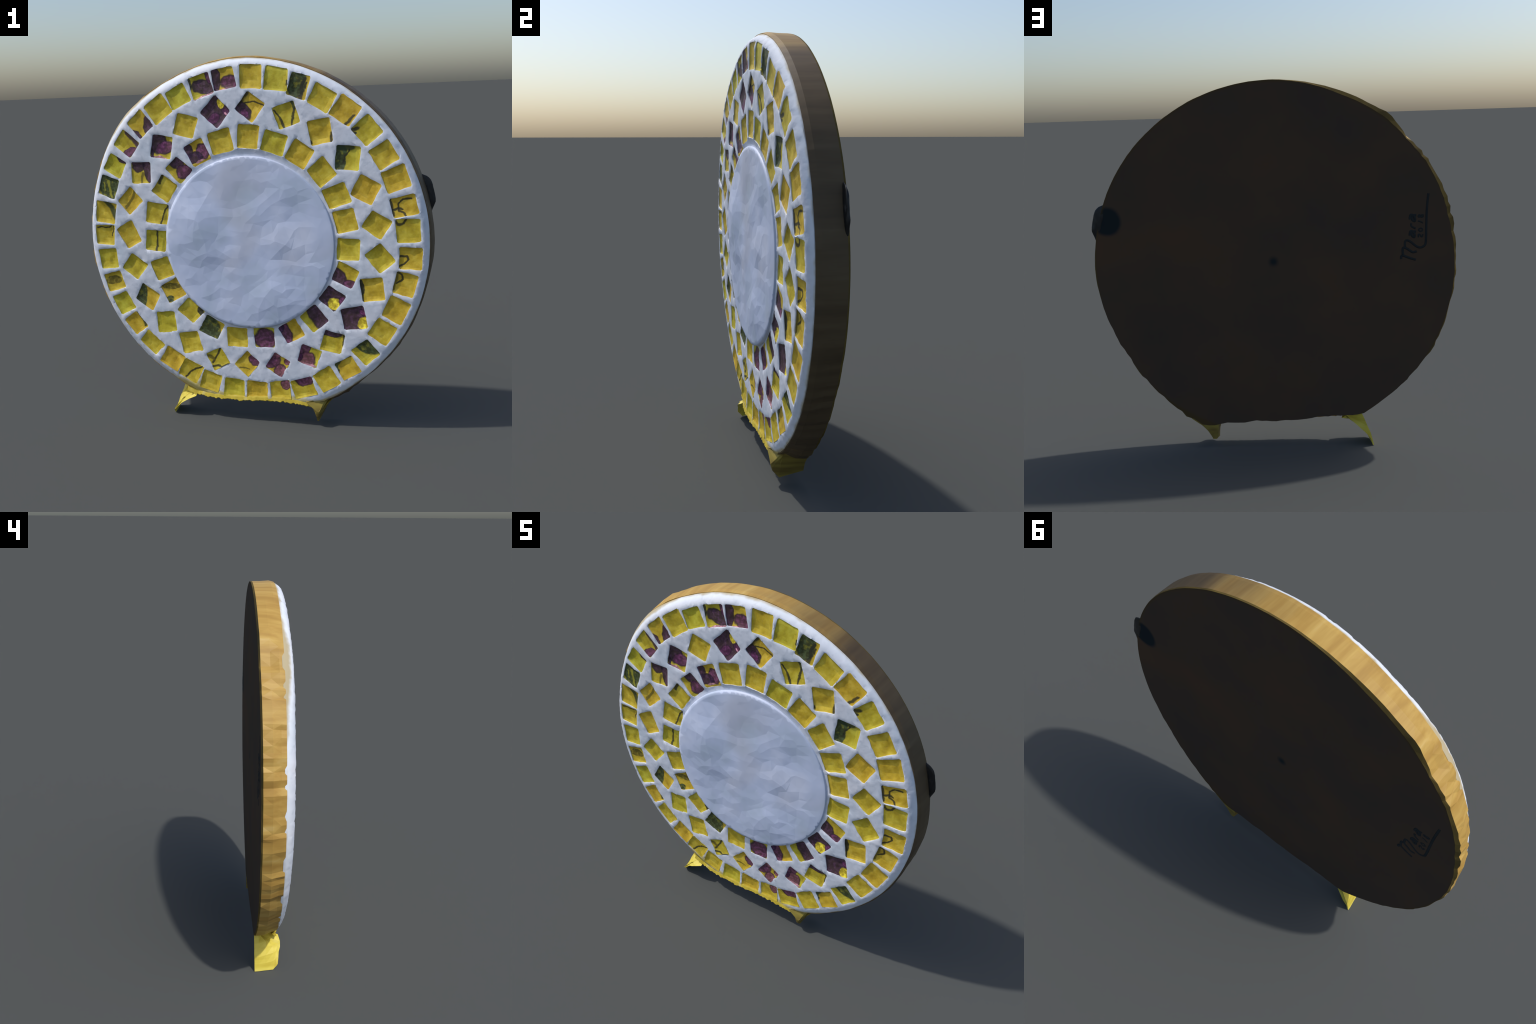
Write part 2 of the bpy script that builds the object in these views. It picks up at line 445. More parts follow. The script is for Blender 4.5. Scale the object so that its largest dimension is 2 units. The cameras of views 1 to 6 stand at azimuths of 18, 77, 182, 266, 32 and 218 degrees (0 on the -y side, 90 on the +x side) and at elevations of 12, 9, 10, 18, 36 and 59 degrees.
GROUT_M, MIRROR_M, WOOD_M, BACK_M = grout_material(), mirror_material(), wood_material(), back_material()
INK_M = plain("blue_black_ink", [(0.3, (0.018, 0.023, 0.025)), (0.7, (0.026, 0.029, 0.029))], 40, 0.8, 0.1)
RUBBER_M = plain("black_rubber", [(0.3, (0.004, 0.004, 0.004)), (0.62, (0.010, 0.010, 0.010)), (0.8, (0.04, 0.03, 0.022))], 30, 0.45, 0.4)
YELLOW_M = plain("bright_yellow_flare", [(0.3, (0.55, 0.43, 0.05)), (0.55, (0.66, 0.55, 0.08)), (0.75, (0.70, 0.60, 0.15))], 9, 0.5, 0.3, (1, 0.3, 3))
LIP_M = plain("yellow_smear", [(0.3, (0.47, 0.35, 0.03)), (0.6, (0.58, 0.45, 0.05)), (0.8, (0.62, 0.56, 0.35))], 14, 0.5, 0.3)
FILLET_M = plain("shaded_olive_arris", [(0.3, (0.085, 0.060, 0.020)), (0.7, (0.15, 0.105, 0.028))], 12, 0.7, 0.1)  # golden wood at the back corner, its shade put into the colour
OLIVE_M = plain("olive_brown_flare", [(0.3, (0.13, 0.085, 0.02)), (0.5, (0.24, 0.18, 0.035)), (0.75, (0.34, 0.27, 0.05))], 7, 0.55, 0.3, (1, 0.3, 3))

# ------------------------------------------------------------------ outline rules
CUT_BACK = [(-0.46, 0.180), (-0.356, 0.176), (-0.243, 0.175), (-0.187, 0.167), (-0.13, 0.153), (-0.046, 0.157), (0.05, 0.151), (0.129, 0.160),
            (0.184, 0.154), (0.2, 0.143), (0.289, 0.149), (0.338, 0.140), (0.42, 0.128)]
CUT_FRONT = [(-0.44, 0.165), (-0.36, 0.138), (-0.29, 0.136), (-0.15, 0.130), (-0.05, 0.132), (0.1, 0.141), (0.22, 0.139), (0.30, 0.126), (0.42, 0.12)]
# the wooden edge is not a true circle: radius of its widest line and of the back
# edge at some clock angles (deg)
WIDE = [(0, 0.967), (22, 0.965), (81, 0.963), (92, 0.965), (101, 0.960), (110, 0.953), (120, 0.949), (123, 0.947), (126, 0.955), (135, 0.961),
        (141, 0.963), (146, 0.978), (151, 0.988), (156, 0.990), (165, 0.97), (200, 0.97), (209, 0.963), (217, 0.956), (227, 0.960), (238, 0.968),
        (270, 0.963), (280, 0.969), (294, 0.979), (300, 0.978), (308, 0.978), (313, 0.967), (316, 0.973), (319, 0.987), (322, 0.990), (328, 0.978),
        (336, 0.974), (347, 0.969), (360, 0.967)]
BACK_EDGE = [(0, 0.966), (22, 0.963), (81, 0.960), (101, 0.957), (123, 0.944), (135, 0.959), (146, 0.972), (156, 0.985), (200, 0.965), (217, 0.954),
             (238, 0.962), (270, 0.955), (284, 0.950), (292, 0.957), (303, 0.963), (312, 0.957), (322, 0.963), (337, 0.955), (350, 0.963), (360, 0.966)]

# radius of the seam between grout and wood, about the grout's own hub
SEAM = [(0, 0.955), (20, 0.948), (90, 0.948), (105, 0.949), (118, 0.950), (130, 0.949), (144, 0.952), (156, 0.962), (185, 0.950), (202, 0.944), (211, 0.940),
        (224, 0.941), (246, 0.944), (262, 0.947), (281, 0.943), (292, 0.946), (305, 0.960), (316, 0.967), (325, 0.958), (335, 0.951), (348, 0.953), (360, 0.955)]


def seam_y(t):
    """The seam lies further forward on the right than on the left."""
    return -0.026 - 0.007 * math.sin(t)


def limit(hub, cut, ang, r):
    """Radius of the disc at a clock angle, with the bottom cut off along a line."""
    x, z = hub[0] + r * math.sin(ang), hub[1] + r * math.cos(ang)
    if abs(x) < 0.46 and z < 0.5:
        zc = lerp_table(cut, x)
        if z < zc:
            return (hub[1] - zc) / -math.cos(ang)
    return r


def arc(a, lo, hi, soft):
    """1 between two clock angles (deg), easing to 0."""
    d = max(lo - a, a - hi, 0.0)
    return max(0.0, 1 - d / soft)


# ------------------------------------------------------------------ wooden disc
def back_y(x, z):
    """Back surface: nearly flat, a hair dished and wavy."""
    return BACK_Y - 0.002 + 0.0012 * n3(x, 0, z, 2.2, 9.0)


def wooden_board():
    angles, a = [], 0.0
    while a < 359.0:
        left = arc(a, 232, 318, 8)
        angles.append(a)
        a += RND.uniform(0.9, 2.6) if left else RND.uniform(1.6, 2.2)
    n = len(angles)
    # y, share of the widest outline, share of the back edge, chipped or not
    prof = [(-0.016, 0.0, 0.0, 0), (-0.006, 0.0, 0.0, 1), (0.010, 0.0, 0.0, 1), (0.045, 0.9, 0.0, 1), (0.089, 1.0, 0.0, 1), (BACK_Y - 0.001, 0.0, 1.0, 1)]
    rings = []
    for k, (y0, wide, rear, rough) in enumerate(prof):
        ring = []
        for i, deg in enumerate(angles):
            t, y = math.radians(deg), y0
            chip = arc(deg, 228, 318, 12)
            rag = arc(deg, 112, 150, 6)
            back = k >= 3
            if k < 3:
                # front rings follow the grout seam, a little outside it
                s = lerp_table(SEAM, deg) + (-0.004, 0.004, 0.010)[k]
                fx, fz = GROUT_HUB[0] + s * math.sin(t), GROUT_HUB[1] + s * math.cos(t)
                r = math.hypot(fx - BOARD_HUB[0], fz - BOARD_HUB[1])
                y = seam_y(t) + (0.004, 0.002, 0.026)[k]
            else:
                r = BOARD_R
            w, e = lerp_table(WIDE, deg), lerp_table(BACK_EDGE, deg)
            r += wide * (w - BOARD_R) + rear * (e - BOARD_R) + 0.002 * n3(math.sin(t), math.cos(t), 0.0, 3.0, 4.0)
            near, far = random.Random(i * 7 + 1), random.Random(i * 7 + 2)
            if rough:
                amp = 0.4 if rear else 1.0
                f = (0, 0, 0, 0.4, 1, 1)[k]
                jag = (1 - f) * near.uniform(-1, 0.4) + f * far.uniform(-1, 0.4)
                r += amp * (chip * 0.0080 + (1 - chip) * 0.0012) * jag
                r += rag * 0.009 * n3(math.sin(t), 0, math.cos(t), 22.0, 1.0) * (1.0 if back else 0.5)
            r = limit(BOARD_HUB, CUT_BACK if back else CUT_FRONT, t, r)
            z = BOARD_HUB[1] + r * math.cos(t)
            if z < 0.2:
                z += 0.006 * n3(r * math.sin(t), y, 0, 26.0, 3.0)
            ring.append((BOARD_HUB[0] + r * math.sin(t), y, z))
        rings.append(ring)
    verts, faces, slots = [], [], []
    for ring in rings:
        verts += ring
    for k in range(len(rings) - 1):
        for i in range(n):
            j = (i + 1) % n
            q = (k * n + i, k * n + j, (k + 1) * n + j, (k + 1) * n + i)
            if (i + k) % 2:
                faces += [(q[0], q[1], q[2]), (q[0], q[2], q[3])]
            else:
                faces += [(q[0], q[1], q[3]), (q[1], q[2], q[3])]
            slots += [k == len(rings) - 2] * 2
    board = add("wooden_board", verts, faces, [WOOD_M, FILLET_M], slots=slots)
    board.data.set_sharp_from_angle(angle=math.radians(4))
    board.data.polygons.foreach_set("use_smooth", [True] * len(board.data.polygons))
    # back panel: fan of rings that closes the disc, very slightly dished
    verts, faces = [], []
    edge = rings[-1]
    levels = 14
    for s in range(levels):
        f = 1 - s / levels
        for x, y, z in edge:
            px, pz = BOARD_HUB[0] + (x - BOARD_HUB[0]) * f, BOARD_HUB[1] + (z - BOARD_HUB[1]) * f
            verts.append((px, back_y(px, pz) if s else BACK_Y - 0.001, pz))
    verts.append((BOARD_HUB[0], back_y(*BOARD_HUB), BOARD_HUB[1]))
    for s in range(levels - 1):
        for i in range(n):
            j = (i + 1) % n
            faces.append((s * n + i, s * n + j, (s + 1) * n + j, (s + 1) * n + i))
    faces += [((levels - 1) * n + i, (levels - 1) * n + (i + 1) % n, levels * n) for i in range(n)]
    add("back_panel", verts, faces, [BACK_M], smooth=True, parent=board)
    return board


# ------------------------------------------------------------------ chips and grout
def chip_outline(th, r, rot, w, h, rng):
    """World outline of a chip in the x, z plane and its centre and turn."""
    t = math.radians(th)
    cx, cz = HUB[0] + r * math.sin(t), HUB[1] + r * math.cos(t)
    a = math.radians(rot - th)
    corners = [(-w / 2, h / 2), (w / 2, h / 2), (w / 2, -h / 2), (-w / 2, -h / 2)]
    w, h = w * 1.07, h * 1.06
    corners = [(u + rng.uniform(-0.004, 0.004), v + rng.uniform(-0.004, 0.004)) for u, v in corners]
    return cx, cz, a, corners


def around(corners, rng, cut=0.07):
    """Corner-clipped, slightly uneven walk round a quadrilateral."""
    out = []
    for i in range(4):
        (ax, ay), (bx, by) = corners[i], corners[(i + 1) % 4]
        nx, ny = ay - by, bx - ax
        ln = math.hypot(nx, ny)
        for f in (cut * 0.8, 0.28, 0.5, 0.72, 1 - cut * 0.8):
            d = rng.uniform(-0.0016, 0.0016)
            out.append((ax + (bx - ax) * f + nx / ln * d, ay + (by - ay) * f + ny / ln * d))
    return out


def face_y(z):
    """The tiled face leans back a little towards the bottom."""
    return FACE_Y + 0.0085 * max(0.0, 1.8 - z) ** 2


def groove(x, z):
    """Depth of the groove between chips and mirror: deep over the top and left."""
    a = math.degrees(math.atan2(x - HUB[0], z - HUB[1]))
    return 0.002 + 0.008 * max(0.0, 1 - max(-105 - a, a - 75, 0.0) / 45)


def grout_y(x, z):
    r = math.hypot(x - GROUT_HUB[0], z - GROUT_HUB[1])
    y = face_y(z)
    t = math.atan2(x - GROUT_HUB[0], z - GROUT_HUB[1])
    q = r - lerp_table(SEAM, math.degrees(t) % 360) if r > 0.85 else -1.0
    rim = lerp_table([(-0.060, 0.0), (-0.042, 0.05), (-0.028, 0.16), (-0.016, 0.40), (-0.007, 0.74), (0.0, 1.0)], q)
    y += (seam_y(t) - y) * rim
    m = math.hypot(x - HUB[0], z - HUB[1])
    if 0.3 < m < 0.52:
        k = max(0.0, min(1.0, (0.508 - m) / 0.026))
        y += groove(x, z) * k * k * (3 - 2 * k)
    if r < 0.94:
        y -= 0.004 * max(0.0, min(1.0, (0.170 - z) / 0.03))
    return y


def mirror_y(x, z):
    """Uneven, dented glass that bulges left of the middle and low on the right."""
    m = math.hypot(x - HUB[0], z - HUB[1])
    inner = max(0.0, min(1.0, (0.462 - m) / 0.07))
    y = -0.070 + 0.020 * (x - HUB[0]) - 0.004 * (1.03 - z)
    for bx, bz, br, bh in ((-0.29, 1.13, 0.15, 0.024), (-0.05, 0.86, 0.09, 0.005), (-0.22, 0.97, 0.12, 0.006), (-0.04, 1.06, 0.12, 0.010), (0.13, 0.76, 0.13, 0.018), (0.19, 1.03, 0.07, 0.008)):
        y -= bh * math.exp(-((x - bx) ** 2 + (z - bz) ** 2) / br ** 2)
    y += inner * (0.0060 * n3(x, 0, z, 5.0, 12.0) + 0.0040 * n3(x * 0.75, 0, z * 1.25, 12.0, 3.0))
    if m > 0.455:
        edge = min(1.0, (m - 0.455) / 0.017) ** 2
        y += edge * (grout_y(HUB[0] + (x - HUB[0]) * 0.478 / m, HUB[1] + (z - HUB[1]) * 0.478 / m) - 0.003 - y) * 0.6
    return y


def build_face():
    chips = []
    ids = 0
    pts, polys = [], []
    mid = []

    def poly(p):
        base = len(pts)
        pts.extend(p)
        polys.append(list(range(base, base + len(p))))

    outer = []
    N = 300
    for i in range(N):
        t = -2 * math.pi * i / N
        rr = lerp_table(SEAM, math.degrees(t) % 360) + 0.0015 * n3(math.sin(t), math.cos(t), 0, 6.0, 2.0)
        rr = limit(GROUT_HUB, CUT_FRONT, t, rr)
        x, z = GROUT_HUB[0] + rr * math.sin(t), GROUT_HUB[1] + rr * math.cos(t)
        if z < 0.19 and abs(x) < 0.42:
            z += 0.007 * n3(x, 0, 0, 40.0, 5.0)
        outer.append((x, z))
    poly(outer)
    hole = [(HUB[0] + MIRROR_R * 0.98 * math.sin(-2 * math.pi * i / 180), HUB[1] + MIRROR_R * 0.98 * math.cos(-2 * math.pi * i / 180)) for i in range(180)]
    poly(hole)
    for ring in (OUTER_RING, MIDDLE_RING, INNER_RING):
        for th, r, rot, w, h, pattern in ring:
            ids += 1
            rng = random.Random(ids)
            cx, cz, a, corners = chip_outline(th, r, rot, w, h, rng)
            ring_pts = around(corners, rng)
            ca, sa = math.cos(a), math.sin(a)
            world = [(cx + u * ca - v * sa, cz + u * sa + v * ca) for u, v in ring_pts]
            world = [(x, max(z, lerp_table(CUT_FRONT, x) + 0.009)) if abs(x) < 0.42 else (x, z) for x, z in world]
            world = world[::-1]
            poly(world)
            chips.append((cx, cz, a, corners, pattern, rng, world))
    loose = []
    for rr in (0.949, 0.940, 0.930, 0.918):
        for i in range(260):
            t = 2 * math.pi * (i + RND.random() * 0.7) / 260
            loose.append((GROUT_HUB[0] + (rr + RND.uniform(-0.003, 0.003)) * math.sin(t), GROUT_HUB[1] + rr * math.cos(t)))
    for rr in (0.482, 0.493, 0.504):
        for i in range(150):
            t = 2 * math.pi * (i + RND.random() * 0.6) / 150
            loose.append((HUB[0] + rr * math.sin(t), HUB[1] + rr * math.cos(t)))
    step = 0.017
    k = int(1.0 / step)
    for i in range(-k, k):
        for j in range(-k, k):
            x, z = (i + RND.uniform(-0.4, 0.4)) * step, (j + RND.uniform(-0.4, 0.4)) * step
            if 0.5 < math.hypot(x, z) < 0.92:
                loose.append((HUB[0] + x, HUB[1] + z))
    # shoulder points just outside every chip
    for cx, cz, a, corners, pattern, rng, world in chips:
        for x, z in world:
            dx, dz = x - cx, z - cz
            ln = math.hypot(dx, dz)
            loose.append((x + dx / ln * 0.0055, z + dz / ln * 0.0055))
    loose = [p for p in loose if p[1] > lerp_table(CUT_FRONT, p[0]) + 0.004]
    nb = len(pts)
    allp = [Vector(p) for p in pts + loose]
    v2, e2, f2, ov, oe, of = delaunay_2d_cdt(allp, [], polys, 1, 1e-5)
    rim = set()
    keep = []
    for f, o in zip(f2, of):
        s = set(o)
        if 0 in s and len(s) == 1:
            keep.append(f)
    edge_ids = set()
    for i, o in enumerate(ov):
        if any(len(outer) + len(hole) <= q < nb for q in o):
            edge_ids.add(i)
    used = sorted({i for f in keep for i in f})
    remap = {i: k for k, i in enumerate(used)}
    verts = []
    for i in used:
        x, z = v2[i]
        y = grout_y(x, z) + 0.0022 * n3(x, 0, z, 30.0, 6.0) + 0.0012 * n3(x, 0, z, 75.0, 8.0)
        if i in edge_ids:
            y += 0.0022
        verts.append((x, y, z))
    faces = [tuple(remap[i] for i in f) for f in keep]
    # walls: drop every open edge straight back so that the grout has depth
    count = {}
    for f in faces:
        for a, b in zip(f, f[1:] + f[:1]):
            count[(a, b)] = 1
    drop = {}
    for a, b in list(count):
        if (b, a) in count:
            continue
        for q in (a, b):
            if q not in drop:
                drop[q] = len(verts)
                x, y, z = verts[q]
                r = math.hypot(x - GROUT_HUB[0], z - GROUT_HUB[1])
                verts.append((x, max(y + 0.004, -0.008 if r > 0.93 or z < 0.19 else -0.026), z))
        faces.append((b, a, drop[a], drop[b]))
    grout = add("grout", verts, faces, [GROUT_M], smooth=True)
    grout.data.set_sharp_from_angle(angle=math.radians(38))
    plain_glaze = glaze([])
    for cx, cz, a, corners, pattern, rng, world in chips:
        if cz < 0.45:  # the lowest flowers are paler and redder
            pattern = [({"purple": "plum", "plum": "mauve"}.get(s[0], s[0]),) + tuple(s[1:]) for s in pattern]
        mat = glaze(pattern) if pattern else plain_glaze
        chip(cx, cz, a, corners, rng, mat)
    return grout


def chip(cx, cz, a, corners, rng, mat):
    """One tile chip: shallow dished glazed top, worn edge, flat sides and bottom."""
    base = grout_y(cx, cz)
    n = 10
    seed = rng.uniform(0, 50)
    depth = rng.uniform(0.0075, 0.0115)
    tx, tz = rng.uniform(-0.0015, 0.0015), rng.uniform(-0.0015, 0.0015)
    grow = 1.03
    ca, sa = math.cos(a), math.sin(a)
    verts, faces = [], []

    def at(s, t):
        top = Vector(corners[0]).lerp(Vector(corners[1]), s)
        low = Vector(corners[3]).lerp(Vector(corners[2]), s)
        return top.lerp(low, t) * grow

    for i in range(n + 1):
        for j in range(n + 1):
            # crowd the grid towards the edges, where the dish turns up
            s = 0.5 - 0.5 * math.cos(math.pi * j / n)
            t = 0.5 - 0.5 * math.cos(math.pi * i / n)
            p = at(s, t)
            u, v = 2 * s - 1, 2 * t - 1
            dish = (1 - abs(u) ** 4) * (1 - abs(v) ** 4)
            x, z = cx + p.x * ca - p.y * sa, cz + p.x * sa + p.y * ca
            zc = lerp_table(CUT_FRONT, x) + 0.004
            if z < zc and abs(x) < 0.42:
                d = zc - z
                p = Vector((p.x + d * sa, p.y + d * ca))
                z = zc
            g = grout_y(x, z)
            y = g + 0.0044 + depth * dish * 0.8 + tx * u + tz * v
            y -= 0.004 * max(0.0, min(1.0, (0.75 - z) / 0.5))
            y += dish * (0.0036 * n3(p.x, seed, p.y, 16.0) + 0.0026 * n3(p.x, seed, p.y, 40.0))
            verts.append((p.x, y - base, p.y))
    m = n + 1
    for i in range(n):
        for j in range(n):
            q = (i * m + j, i * m + j + 1, (i + 1) * m + j + 1, (i + 1) * m + j)
            faces.append(q)
    loop = [j for j in range(m)] + [i * m + n for i in range(1, m)] + [n * m + j for j in range(n - 1, -1, -1)] + [i * m for i in range(n - 1, 0, -1)]
    back = {}
    for q in loop:
        back[q] = len(verts)
        verts.append((verts[q][0], 0.026, verts[q][2]))
    for q, w in zip(loop, loop[1:] + loop[:1]):
        faces.append((w, q, back[q], back[w]))
    faces.append(tuple(back[q] for q in loop))
    ob = add("tile_chip", verts, faces, [mat], smooth=True, loc=(cx, base, cz), ry=-a)
    ob.data.set_sharp_from_angle(angle=math.radians(7))


def build_mirror():
    pts = []
    N = 120
    for i in range(N):
        t = -2 * math.pi * i / N
        pts.append((MIRROR_R * math.sin(t), MIRROR_R * math.cos(t)))
    ring = list(range(N))
    for rr, cnt, ph in ((0.4665, 120, 0.5), (0.460, 120, 0.0), (0.450, 90, 0.2)):
        for i in range(cnt):
            t = 2 * math.pi * (i + ph + RND.uniform(-0.1, 0.1)) / cnt
            pts.append((rr * math.sin(t), rr * math.cos(t)))
    step = 0.042
    k = int(0.5 / step) + 1
    for i in range(-k, k + 1):
        for j in range(-k, k + 1):
            x, z = (i + RND.uniform(-0.45, 0.45)) * step, (j + RND.uniform(-0.45, 0.45)) * step
            if math.hypot(x, z) < 0.438:
                pts.append((x, z))
    v2, e2, f2, ov, oe, of = delaunay_2d_cdt([Vector(p) for p in pts], [], [ring], 1, 1e-5)
    verts, faces = [], [tuple(f) for f in f2]
    for p in v2:
        x, z = p
        verts.append((x, mirror_y(x + HUB[0], z + HUB[1]), z))
    nb = len(verts)
    count = {}
    for f in faces:
        for a, b in zip(f, f[1:] + f[:1]):
            count[(a, b)] = 1
    drop = {}
    for a, b in list(count):
        if (b, a) not in count:
            for q in (a, b):
                if q not in drop:
                    drop[q] = len(verts)
                    verts.append((verts[q][0], -0.030, verts[q][2]))
            faces.append((b, a, drop[a], drop[b]))
    order = sorted(drop, key=lambda q: math.atan2(verts[q][0], verts[q][2]))
    faces.append(tuple(drop[q] for q in order))
    glass = add("mirror", verts, faces, [MIRROR_M], loc=(HUB[0], 0, HUB[1]))
    for p in glass.data.polygons:
        p.use_smooth = len(p.vertices) < 5 and max(math.hypot(verts[i][0], verts[i][2]) for i in p.vertices) > 0.459


# ------------------------------------------------------------------ stand remnants
def loft(name, sections, mats, slots_of=None):
    n = len(sections[0])
    verts = [p for s in sections for p in s]
    faces = []
    for k in range(len(sections) - 1):
        for i in range(n):
            j = (i + 1) % n
            faces.append((k * n + i, k * n + j, (k + 1) * n + j, (k + 1) * n + i))
    faces += [tuple(range(n)), tuple((len(sections) - 1) * n + i for i in range(n))]
    return add(name, verts, faces, mats)


def blend(a, b, f):
    return [(p[0] + (q[0] - p[0]) * f, p[1] + (q[1] - p[1]) * f) for p, q in zip(a, b)]


def left_foot():
    """Thin skirt that flares out and down to the ground under the left edge."""
    front = [(-0.345, 0.146), (-0.366, 0.142), (-0.392, 0.130), (-0.424, 0.111), (-0.456, 0.087), (-0.480, 0.058), (-0.498, 0.030),
             (-0.493, 0.028), (-0.472, 0.052), (-0.449, 0.074), (-0.425, 0.090), (-0.395, 0.108), (-0.355, 0.125)]
    rear = [(-0.450, 0.195), (-0.464, 0.168), (-0.474, 0.140), (-0.485, 0.112), (-0.502, 0.072), (-0.512, 0.035), (-0.520, 0.0),
            (-0.513, 0.0), (-0.503, 0.040), (-0.474, 0.074), (-0.432, 0.108), (-0.394, 0.136), (-0.356, 0.174)]
    pull = [0.018, 0.016, 0.012, 0.010, 0.010, 0.012, 0.02, 0.02, 0.012, 0.008, 0.004, 0.0, 0.0]
    sections = []
    for y, f, drop in ((-0.046, 0.0, 0.0), (-0.034, 0.12, 0.2), (-0.014, 0.35, 1.0), (0.03, 0.65, 1.0), (0.07, 0.9, 1.0), (0.0945, 1.0, 1.0)):
        sec = []
        for k, (x, z) in enumerate(blend(front, rear, min(1.0, f))):
            tip = max(0.0, 1 - z / 0.07)
            z -= tip * drop * 0.030 * (1 - f)
            if k in (6, 7) and drop == 1.0:
                z = 0.0
            jag = RND.uniform(-0.010, 0.008) if y < -0.03 else 0.0
            jag += pull[k] * (1 - f) ** 2
            if k < 3:        # the top of the skirt runs back into the wooden edge
                jag = max(0.0, (0.055, 0.055, 0.030)[k] - y)
            elif k > 9:      # and its inner fold stops short of the back
                jag = min(jag, 0.055 - y)
            sec.append((x + 0.002 * n3(x, y, z, 20.0, 2.0), y + jag, max(0.0, z)))
        sections.append(sec)
    return loft("stand_foot", sections, [YELLOW_M])


def right_foot():
    """Folded spur under the right edge."""
    front = [(0.405, 0.172), (0.392, 0.145), (0.378, 0.118), (0.370, 0.100), (0.363, 0.092), (0.352, 0.094), (0.340, 0.108), (0.325, 0.120), (0.312, 0.130), (0.295, 0.145)]
    middle = [(0.440, 0.172), (0.412, 0.135), (0.388, 0.105), (0.371, 0.065), (0.356, 0.024), (0.347, 0.024), (0.345, 0.060), (0.342, 0.090), (0.325, 0.118), (0.29, 0.150)]
    rear = [(0.488, 0.175), (0.428, 0.131), (0.398, 0.100), (0.381, 0.070), (0.372, 0.052), (0.352, 0.052), (0.344, 0.070), (0.340, 0.100), (0.338, 0.135), (0.30, 0.155)]
    sections = []
    for y, pts in ((-0.052, front), (-0.044, blend(front, middle, 0.45)), (-0.030, blend(front, middle, 0.7)), (-0.012, middle), (0.04, blend(middle, rear, 0.5)), (0.0965, rear)):
        sections.append([(x + 0.002 * n3(x, y, z, 24.0, 1.0), y + (0.035 if k < 2 else 0.015 if k == 2 else 0.0) * (y < -0.02), z) for k, (x, z) in enumerate(pts)])
    return loft("stand_foot", sections, [OLIVE_M])


def bottom_lip():
    """Ragged yellow lip curling forward along the cut bottom edge of the face."""
    rng = random.Random(3)
    rows = []
    n = 90
    for i in range(n + 1):
        x = -0.41 + 0.775 * i / n
        z = lerp_table(CUT_FRONT, x) + 0.004 * n3(x, 0, 0, 40.0, 5.0)
        j = rng.uniform(-0.003, 0.003)
        w = -0.004 + 0.006 * n3(x, 1.0, 0, 17.0, 2.0) + 0.004 * n3(x, 2.0, 0, 50.0, 2.0)
        y = grout_y(x, z + 0.02)
        rows.append([(x, y + 0.003, z + 0.020), (x, y - 0.0012, z + 0.012), (x + j * 0.5, y - 0.006 + j * 0.6, z + w + j), (x, y - 0.001, z - 0.005 + w + j), (x, y + 0.02, z + 0.004)])
    verts = [p for r in rows for p in r]
    m = 5
    faces = []
    for i in range(n):
        for k in range(m):
            l = (k + 1) % m
            faces.append((i * m + k, i * m + l, (i + 1) * m + l, (i + 1) * m + k))
    faces += [tuple(range(m)), tuple(n * m + k for k in range(m))]
    add("stand_lip", verts, faces, [LIP_M])


# ------------------------------------------------------------------ black bumper on the edge
def bumper():
    """Lumpy black pad pressed on to the back corner of the edge."""
    bm = bmesh.new()
    bmesh.ops.create_icosphere(bm, subdivisions=4, radius=1.0)
    for v in bm.verts:
        c = v.co.copy()
        k = 0.20 * n3(c.x, c.y, c.z, 1.6, 3.0) + 0.10 * n3(c.x, c.y, c.z, 4.5, 1.0)
        deg = 75.0 + c.x * 6.6
        bulge = lerp_table([(68.6, 0.022), (69.8, 0.042), (71.5, 0.049), (74.0, 0.042), (76.0, 0.037), (78.0, 0.038), (81.5, 0.010)], deg)
        r = 0.953 + (c.z * (1 + k)) * (bulge if c.z > 0 else 0.02)
        y = 0.087 + c.y * 0.011 * (1 + k)
        t = math.radians(deg)
        v.co = (BOARD_HUB[0] + r * math.sin(t), y, BOARD_HUB[1] + r * math.cos(t))
    me = bpy.data.meshes.new("rubber_bumper")
    bm.to_mesh(me)
    bm.free()
    me.materials.append(RUBBER_M)
    me.polygons.foreach_set("use_smooth", [True] * len(me.polygons))
    ob = bpy.data.objects.new("rubber_bumper", me)
    ob.parent = ROOT
    bpy.context.scene.collection.objects.link(ob)


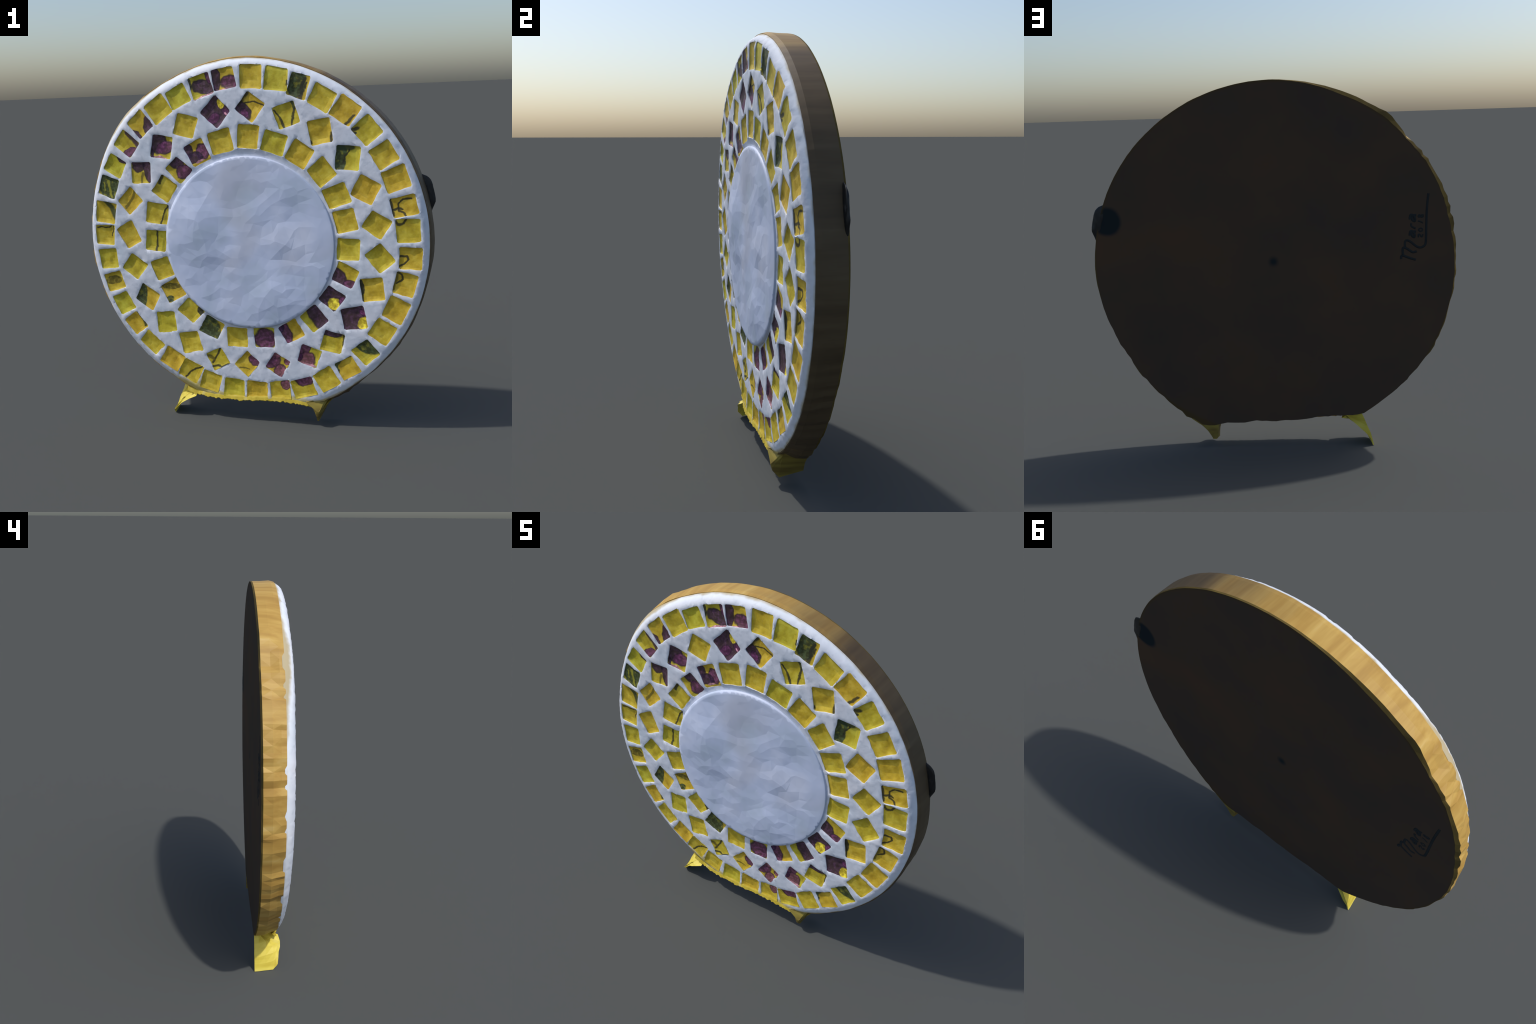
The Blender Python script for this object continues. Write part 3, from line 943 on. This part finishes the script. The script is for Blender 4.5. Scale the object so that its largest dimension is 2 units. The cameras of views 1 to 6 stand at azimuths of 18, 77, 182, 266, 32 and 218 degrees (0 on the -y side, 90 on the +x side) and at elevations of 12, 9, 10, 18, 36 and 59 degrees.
# ------------------------------------------------------------------ handwriting on the back
def handwriting():
    """Brush-pen word and year, written up the right side of the back, with the
    first letter's tail running under them as a long flourish.  Each stroke: pen
    half width and points in pen units of 0.3 mm (right, down as seen from behind)."""
    word = [
        (21, [(372, 1378), (362, 1335), (400, 1308), (500, 1360), (625, 1396)]),
        (21, [(405, 1318), (385, 1200), (420, 1165), (520, 1225), (575, 1272), (640, 1246)]),
        (20, [(440, 1190), (428, 1090), (455, 1040), (530, 1065), (620, 1150), (700, 1190), (785, 1150), (803, 1080), (806, 800), (815, 450), (842, 232)]),
        (20, [(520, 965), (518, 895), (555, 878), (605, 930), (606, 1000), (565, 985), (545, 920), (570, 890), (628, 895)]),
        (17, [(622, 842), (560, 815), (538, 780), (545, 750)]),
        (21, [(522, 680), (520, 610), (560, 592), (610, 650), (612, 718), (570, 700), (550, 640), (575, 605), (632, 608)]),
        (13, [(672, 1000), (662, 950), (690, 940), (735, 1015), (748, 945)]),
        (12, [(668, 865), (700, 832), (745, 850), (735, 895), (690, 895), (668, 865)]),
        (13, [(662, 712), (700, 712), (748, 748)]),
        (13, [(665, 640), (672, 600), (705, 612), (712, 645), (752, 640), (755, 600), (712, 610), (700, 645), (665, 640)]),
    ]
    group = []
    for w, pts in word:
        cu = bpy.data.curves.new("pen_stroke", "CURVE")
        cu.dimensions = "3D"
        cu.bevel_depth = w * 0.0003
        cu.bevel_resolution = 2
        cu.use_fill_caps = True
        sp = cu.splines.new("NURBS")
        sp.points.add(len(pts) - 1)
        sp.order_u = 3
        sp.use_endpoint_u = True
        for q, (u, v) in zip(sp.points, pts):
            q.co = (-0.674 - (u - 375) * 0.0003, 0.0, 1.051 + (1360 - v) * 0.000301, 1)
        tmp = bpy.data.objects.new("pen_stroke", cu)
        bpy.context.scene.collection.objects.link(tmp)
        dg = bpy.context.evaluated_depsgraph_get()
        me = bpy.data.meshes.new_from_object(tmp.evaluated_get(dg))
        group.append(me)
        bpy.data.objects.remove(tmp)
    verts, faces = [], []
    for me in group:
        b = len(verts)
        verts += [(v.co.x, back_y(v.co.x, v.co.z) + 0.0002 + v.co.y * 0.22, v.co.z) for v in me.vertices]
        faces += [tuple(b + i for i in p.vertices) for p in me.polygons]
        bpy.data.meshes.remove(me)
    add("handwriting", verts, faces, [INK_M], smooth=True)


wooden_board()
build_face()
build_mirror()
left_foot()
right_foot()
bottom_lip()
bumper()
handwriting()
